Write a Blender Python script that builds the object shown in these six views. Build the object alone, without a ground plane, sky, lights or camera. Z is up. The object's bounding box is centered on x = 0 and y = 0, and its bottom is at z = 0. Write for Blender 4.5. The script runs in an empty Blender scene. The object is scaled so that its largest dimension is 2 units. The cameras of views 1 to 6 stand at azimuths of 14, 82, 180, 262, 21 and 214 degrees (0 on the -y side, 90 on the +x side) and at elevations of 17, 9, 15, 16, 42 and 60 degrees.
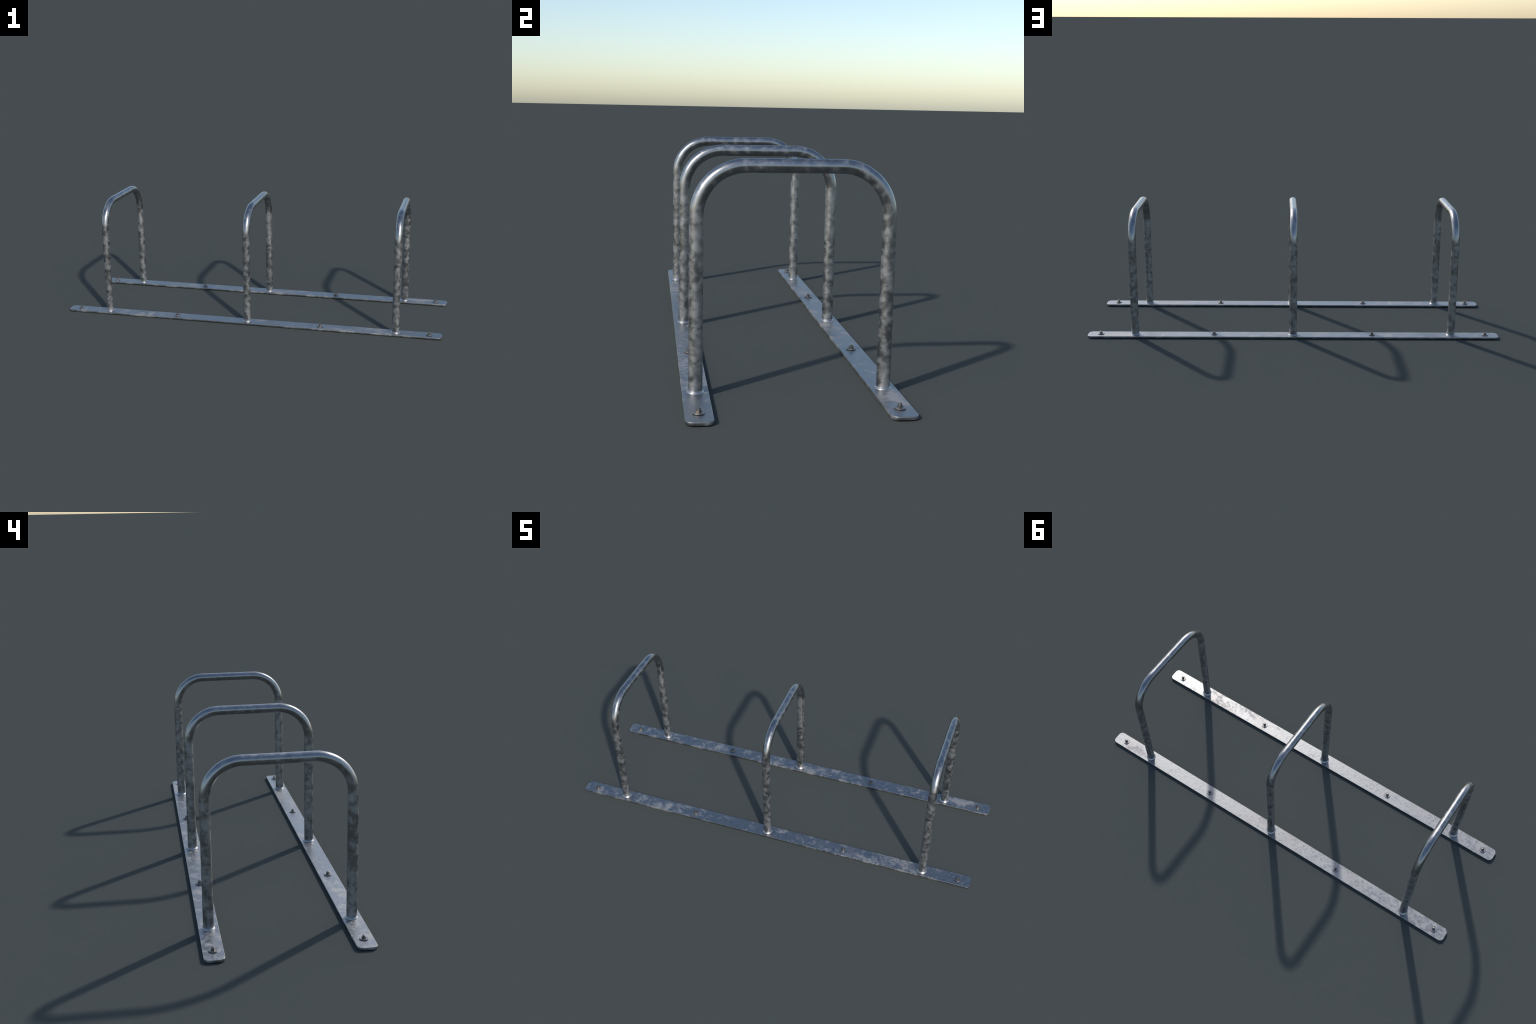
"""Galvanised bicycle rack: two flat base rails on the ground, three inverted-U
tube hoops welded across them, and a row of anchor bolts in every rail."""
import math
import bpy
import bmesh
from mathutils import Vector

# ------------------------------------------------------------------ dimensions
RAIL_Y = 0.25            # distance of each rail's centre line from the middle
RAIL_HALF_LENGTH = 1.0
RAIL_HALF_WIDTH = 0.0350
RAIL_THICK = 0.0089
RAIL_CORNER = 0.0205
HOOP_X = (-0.770, 0.0, 0.770)
TUBE_R = 0.0186
HOOP_TOP = 0.6153        # top of the tube
BEND_R = 0.128           # bend radius on the tube's centre line
BOLT_X = (-0.9375, -0.385, 0.385, 0.9375)


# ------------------------------------------------------------------- materials
def nodes_of(name):
    mat = bpy.data.materials.new(name)
    mat.use_nodes = True
    nt = mat.node_tree
    bsdf = nt.nodes["Principled BSDF"]
    return mat, nt, bsdf


def noise(nt, vec, scale, detail=3.0, rough=0.55, distort=0.0):
    n = nt.nodes.new("ShaderNodeTexNoise")
    n.inputs["Scale"].default_value = scale
    n.inputs["Detail"].default_value = detail
    n.inputs["Roughness"].default_value = rough
    n.inputs["Distortion"].default_value = distort
    nt.links.new(vec, n.inputs["Vector"])
    return n.outputs["Fac"]


def ramp(nt, fac, stops):
    r = nt.nodes.new("ShaderNodeValToRGB")
    el = r.color_ramp.elements
    el[0].position, el[0].color = stops[0][0], stops[0][1]
    el[1].position, el[1].color = stops[-1][0], stops[-1][1]
    for p, c in stops[1:-1]:
        e = el.new(p)
        e.color = c
    nt.links.new(fac, r.inputs["Fac"])
    return r.outputs["Color"]


def remap(nt, fac, a, b, lo, hi, smooth=True):
    m = nt.nodes.new("ShaderNodeMapRange")
    if smooth:
        m.interpolation_type = "SMOOTHSTEP"
    for k, v in (("From Min", a), ("From Max", b), ("To Min", lo), ("To Max", hi)):
        m.inputs[k].default_value = v
    nt.links.new(fac, m.inputs["Value"])
    return m.outputs["Result"]


def math_node(nt, op, a, b=None):
    m = nt.nodes.new("ShaderNodeMath")
    m.operation = op
    for i, v in enumerate((a, b)):
        if v is None:
            continue
        if isinstance(v, (int, float)):
            m.inputs[i].default_value = v
        else:
            nt.links.new(v, m.inputs[i])
    return m.outputs[0]


def mix_colour(nt, fac, a, b):
    m = nt.nodes.new("ShaderNodeMix")
    m.data_type = "RGBA"
    for sock, v in ((m.inputs[0], fac), (m.inputs[6], a), (m.inputs[7], b)):
        if hasattr(v, "links"):
            nt.links.new(v, sock)
        else:
            sock.default_value = v
    return m.outputs[2]


def object_vector(nt, offset=(0, 0, 0), scale=(1, 1, 1), spread=7.0):
    """Object coordinates, shifted per object so that repeats do not match."""
    tc = nt.nodes.new("ShaderNodeTexCoord")
    info = nt.nodes.new("ShaderNodeObjectInfo")
    shift = math_node(nt, "MULTIPLY", info.outputs["Random"], spread)
    add = nt.nodes.new("ShaderNodeVectorMath")
    add.operation = "ADD"
    nt.links.new(tc.outputs["Object"], add.inputs[0])
    nt.links.new(shift, add.inputs[1])
    mp = nt.nodes.new("ShaderNodeMapping")
    mp.inputs["Location"].default_value = offset
    mp.inputs["Scale"].default_value = scale
    nt.links.new(add.outputs[0], mp.inputs["Vector"])
    return tc.outputs["Object"], mp.outputs["Vector"]


def add_bump(nt, bsdf, height, strength, distance):
    b = nt.nodes.new("ShaderNodeBump")
    b.inputs["Strength"].default_value = strength
    b.inputs["Distance"].default_value = distance
    nt.links.new(height, b.inputs["Height"])
    nt.links.new(b.outputs["Normal"], bsdf.inputs["Normal"])


GREY = lambda v, warm=0.0: (v * (1 + warm), v, v * (1 - warm), 1)


def rail_zinc():
    """Flat-bar zinc: glossy metal broken by dull, cloudy oxide and faint brown dirt."""
    mat, nt, bsdf = nodes_of("rail_zinc")
    obj, vec = object_vector(nt)
    clouds = noise(nt, vec, 24, 3, 0.52, 0.35)
    grains = noise(nt, vec, 85, 2, 0.5, 0.3)
    broad = noise(nt, vec, 5.0, 2, 0.5)
    # oxide: soft-edged patches, thicker in some stretches of the bar than in others
    field = math_node(nt, "ADD", math_node(nt, "MULTIPLY", clouds, 0.72),
                      math_node(nt, "MULTIPLY", grains, 0.28))
    field = math_node(nt, "ADD", field, remap(nt, broad, 0.3, 0.7, -0.06, 0.07, False))
    oxide = remap(nt, field, 0.46, 0.70, 0.05, 0.95)
    base = mix_colour(nt, oxide, GREY(0.305, -0.015), (0.375, 0.368, 0.362, 1))
    dirt = remap(nt, broad, 0.52, 0.70, 0.0, 0.5)
    base = mix_colour(nt, dirt, base, (0.325, 0.30, 0.288, 1))
    pits = remap(nt, grains, 0.30, 0.42, 0.30, 0.0)
    base = mix_colour(nt, pits, base, (0.215, 0.22, 0.23, 1))
    nt.links.new(base, bsdf.inputs["Base Color"])
    metal = math_node(nt, "SUBTRACT", remap(nt, oxide, 0.0, 1.0, 1.0, 0.60, False),
                      math_node(nt, "MULTIPLY", dirt, 0.20))
    nt.links.new(metal, bsdf.inputs["Metallic"])
    rough = math_node(nt, "ADD", remap(nt, oxide, 0.0, 1.0, 0.40, 0.64, False),
                      remap(nt, grains, 0.3, 0.7, -0.06, 0.06, False))
    nt.links.new(rough, bsdf.inputs["Roughness"])
    add_bump(nt, bsdf, grains, 0.10, 0.002)
    return mat


def tube_zinc():
    """Tube zinc: legs mottled all over with oxide; bends and top bar mostly bare metal."""
    mat, nt, bsdf = nodes_of("tube_zinc")
    obj, vec = object_vector(nt)
    sep = nt.nodes.new("ShaderNodeSeparateXYZ")
    nt.links.new(obj, sep.inputs[0])
    clouds = noise(nt, vec, 40, 3, 0.5, 0.2)
    grains = noise(nt, vec, 95, 3, 0.55, 0.3)
    broad = noise(nt, vec, 7, 2, 0.5)
    field = math_node(nt, "ADD", math_node(nt, "MULTIPLY", clouds, 0.75),
                      math_node(nt, "MULTIPLY", grains, 0.25))
    field = math_node(nt, "ADD", field, remap(nt, broad, 0.3, 0.7, -0.05, 0.05, False))
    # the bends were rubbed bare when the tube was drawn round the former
    bare = remap(nt, sep.outputs["Z"], 0.45, 0.50, 0.0, 0.11)
    oxide = remap(nt, math_node(nt, "SUBTRACT", field, bare), 0.33, 0.67, 0.06, 0.96)
    tone = remap(nt, field, 0.33, 0.67, 0.0, 1.0)          # colour ignores the rubbing
    base = mix_colour(nt, tone, GREY(0.295, -0.015), (0.36, 0.36, 0.358, 1))
    pits = remap(nt, grains, 0.30, 0.42, 0.30, 0.0)
    base = mix_colour(nt, pits, base, (0.24, 0.245, 0.25, 1))
    nt.links.new(base, bsdf.inputs["Base Color"])
    nt.links.new(remap(nt, oxide, 0.0, 1.0, 1.0, 0.70, False), bsdf.inputs["Metallic"])
    nt.links.new(remap(nt, oxide, 0.0, 1.0, 0.27, 0.50, False), bsdf.inputs["Roughness"])
    add_bump(nt, bsdf, math_node(nt, "MULTIPLY", clouds, remap(nt, sep.outputs["Z"], 0.45, 0.50, 1.0, 0.3)),
             0.16, 0.003)
    return mat


def weld_zinc():
    mat, nt, bsdf = nodes_of("weld_zinc")
    obj, vec = object_vector(nt)
    n = noise(nt, vec, 90, 2)
    nt.links.new(ramp(nt, n, [(0.3, GREY(0.38)), (0.7, GREY(0.46))]), bsdf.inputs["Base Color"])
    bsdf.inputs["Metallic"].default_value = 0.92
    nt.links.new(remap(nt, n, 0.3, 0.7, 0.34, 0.42), bsdf.inputs["Roughness"])
    return mat


def washer_zinc():
    mat, nt, bsdf = nodes_of("washer_zinc")
    obj, vec = object_vector(nt)
    n = noise(nt, vec, 120, 3)
    nt.links.new(ramp(nt, n, [(0.32, (0.25, 0.232, 0.215, 1)), (0.65, (0.33, 0.325, 0.32, 1))]),
                 bsdf.inputs["Base Color"])
    bsdf.inputs["Metallic"].default_value = 0.9
    nt.links.new(remap(nt, n, 0.3, 0.7, 0.36, 0.46), bsdf.inputs["Roughness"])
    return mat


def bolt_steel():
    mat, nt, bsdf = nodes_of("bolt_steel")
    obj, vec = object_vector(nt)
    n = noise(nt, vec, 160, 3)
    nt.links.new(ramp(nt, n, [(0.32, (0.15, 0.132, 0.118, 1)), (0.55, (0.20, 0.188, 0.178, 1)),
                              (0.75, (0.26, 0.25, 0.24, 1))]), bsdf.inputs["Base Color"])
    bsdf.inputs["Metallic"].default_value = 0.9
    nt.links.new(remap(nt, n, 0.3, 0.7, 0.34, 0.46), bsdf.inputs["Roughness"])
    return mat


# -------------------------------------------------------------------- geometry
def new_mesh(name, bm, mat, smooth_angle=35, flat_caps=False):
    me = bpy.data.meshes.new(name)
    bmesh.ops.recalc_face_normals(bm, faces=bm.faces)
    lim = math.radians(smooth_angle)
    for f in bm.faces:
        f.smooth = True
    for e in bm.edges:
        e.smooth = len(e.link_faces) == 2 and e.calc_face_angle(0) < lim
        if flat_caps and any(len(f.verts) > 4 for f in e.link_faces):
            e.smooth = False            # big flat ends keep their own straight normal
    bm.to_mesh(me)
    bm.free()
    me.materials.append(mat)
    return me


def place(name, mesh, parent, location=(0, 0, 0), turn=0.0):
    ob = bpy.data.objects.new(name, mesh)
    ob.location = location
    ob.rotation_euler = (0, 0, turn)
    ob.parent = parent
    bpy.context.scene.collection.objects.link(ob)
    return ob


def lathe(bm, profile, sides=32):
    """Spin (radius, height) pairs about z; rings are capped at both ends."""
    rings = []
    for r, z in profile:
        rings.append([bm.verts.new((r * math.cos(2 * math.pi * i / sides),
                                    r * math.sin(2 * math.pi * i / sides), z)) for i in range(sides)])
    for a, b in zip(rings, rings[1:]):
        for i in range(sides):
            j = (i + 1) % sides
            bm.faces.new((a[i], a[j], b[j], b[i]))
    bm.faces.new(rings[0][::-1])
    bm.faces.new(rings[-1])
    return rings


def rail_mesh(mat):
    """Flat bar with rounded corners in plan and slightly broken edges."""
    def outline(inset):
        r = RAIL_CORNER - inset
        pts = []
        L, W, R = RAIL_HALF_LENGTH - inset, RAIL_HALF_WIDTH - inset, r
        for cx, cy, a0 in ((L - R, W - R, 0), (-L + R, W - R, 90), (-L + R, -W + R, 180), (L - R, -W + R, 270)):
            for k in range(11):
                a = math.radians(a0 + 9 * k)
                pts.append((cx + R * math.cos(a), cy + R * math.sin(a)))
        return pts

    bm = bmesh.new()
    b, foot = 0.0008, 0.0003
    levels = [(foot, 0.0), (0, foot)]
    levels += [(0, RAIL_THICK - b), (b * 0.3, RAIL_THICK - b * 0.3), (b, RAIL_THICK)]
    rings = [[bm.verts.new((x, y, z)) for x, y in outline(i)] for i, z in levels]
    n = len(rings[0])
    for lo, hi in zip(rings, rings[1:]):
        for i in range(n):
            j = (i + 1) % n
            bm.faces.new((lo[i], lo[j], hi[j], hi[i]))
    bm.faces.new(rings[0][::-1])
    bm.faces.new(rings[-1])
    return new_mesh("base_rail", bm, mat, 50, flat_caps=True)


def hoop_mesh(mat):
    """Round tube swept along an inverted U in the y-z plane."""
    top = HOOP_TOP - TUBE_R
    side = RAIL_Y
    path = []                                   # (y, z, direction angle)
    leg_steps, bend_steps, bar_steps = 30, 20, 16
    z0 = RAIL_THICK - 0.003
    for k in range(leg_steps):
        path.append((-side, z0 + (top - BEND_R - z0) * k / leg_steps, 90.0))
    for k in range(bend_steps + 1):
        a = 90.0 * k / bend_steps
        t = math.radians(180 - a)
        path.append((-side + BEND_R + BEND_R * math.cos(t), top - BEND_R + BEND_R * math.sin(t), 90.0 - a))
    for k in range(1, bar_steps + 1):
        path.append(((side - BEND_R) * (k / bar_steps * 2 - 1), top, 0.0))
    mirrored = [(-y, z, -a) for y, z, a in reversed(path[:leg_steps + bend_steps])]
    path += mirrored
    bm = bmesh.new()
    sides = 40
    rings = []
    for y, z, a in path:
        d = math.radians(a)
        normal = Vector((0, -math.sin(d), math.cos(d)))
        ring = []
        for i in range(sides):
            t = 2 * math.pi * i / sides
            p = Vector((0, y, z)) + normal * (TUBE_R * math.cos(t)) + Vector((TUBE_R * math.sin(t), 0, 0))
            ring.append(bm.verts.new(p))
        rings.append(ring)
    for a, b in zip(rings, rings[1:]):
        for i in range(sides):
            j = (i + 1) % sides
            bm.faces.new((a[i], a[j], b[j], b[i]))
    bm.faces.new(rings[0][::-1])
    bm.faces.new(rings[-1])
    return new_mesh("hoop", bm, mat)


def weld_mesh(mat):
    """Fillet weld running round the foot of a tube."""
    bm = bmesh.new()
    foot, rise = TUBE_R + 0.0046, 0.0062
    prof = [(foot - 0.0006, -0.0012), (foot, 0.0004), (foot - 0.0006, 0.0016)]
    for k in range(1, 5):
        t = k / 4
        prof.append((foot - 0.0006 - (0.0042) * t, 0.0016 + (rise - 0.0016) * t ** 1.1))
    prof.append((TUBE_R - 0.002, rise - 0.0004))
    lathe(bm, prof, 48)
    return new_mesh("weld", bm, mat, 50)


def washer_mesh(mat):
    bm = bmesh.new()
    lathe(bm, [(0.0075, -0.0010), (0.0085, 0.0006), (0.0144, 0.0011), (0.0151, 0.0016), (0.0151, 0.0028), (0.0146, 0.0034), (0.006, 0.0031)], 40)
    return new_mesh("washer", bm, mat)


def nut_mesh(mat):
    """Hexagon nut with turned-down corners."""
    bm = bmesh.new()
    sides, flat, height, z0 = 36, 0.0066, 0.0060, 0.0030
    rings = []
    for level, grow, cap in ((0.0, 1.0, 9), (0.70, 1.0, 9), (0.90, 1.0, 0.0072), (1.0, 0.96, 0.0064)):
        ring = []
        for i in range(sides):
            t = 2 * math.pi * i / sides
            s = (t + math.pi / 6) % (math.pi / 3) - math.pi / 6
            r = min(flat / math.cos(s), cap, 0.00765) * grow
            ring.append(bm.verts.new((r * math.cos(t), r * math.sin(t), z0 + height * level)))
        rings.append(ring)
    for a, b in zip(rings, rings[1:]):
        for i in range(sides):
            j = (i + 1) % sides
            bm.faces.new((a[i], a[j], b[j], b[i]))
    bm.faces.new(rings[0][::-1])
    bm.faces.new(rings[-1])
    return new_mesh("nut", bm, mat, 28)


def stud_mesh(mat):
    bm = bmesh.new()
    lathe(bm, [(0.0050, -0.003), (0.0050, 0.0131), (0.0048, 0.0138), (0.0042, 0.0142)], 24)
    return new_mesh("anchor_bolt", bm, mat)


# -------------------------------------------------------------------- assembly
zinc_rail, zinc_tube, zinc_weld = rail_zinc(), tube_zinc(), weld_zinc()
zinc_washer, steel = washer_zinc(), bolt_steel()
rail, hoop, weld = rail_mesh(zinc_rail), hoop_mesh(zinc_tube), weld_mesh(zinc_weld)
washer, nut, stud = washer_mesh(zinc_washer), nut_mesh(steel), stud_mesh(steel)

rack = bpy.data.objects.new("bicycle_rack", None)
bpy.context.scene.collection.objects.link(rack)
rack["label"] = "galvanised steel bicycle rack with three hoops on two bolted rails"
rack["category"] = "bike rack"

turn = 0
for y in (-RAIL_Y, RAIL_Y):
    place("base_rail", rail, rack, (0, y, 0))
    for x in BOLT_X:
        turn += 1
        bolt = place("anchor_bolt", stud, rack, (x, y, RAIL_THICK), math.radians(23 * turn % 60))
        place("washer", washer, bolt)
        place("nut", nut, bolt)

for x in HOOP_X:
    tube = place("hoop", hoop, rack, (x, 0, 0))
    for y in (-RAIL_Y, RAIL_Y):
        place("weld", weld, tube, (0, y, RAIL_THICK))
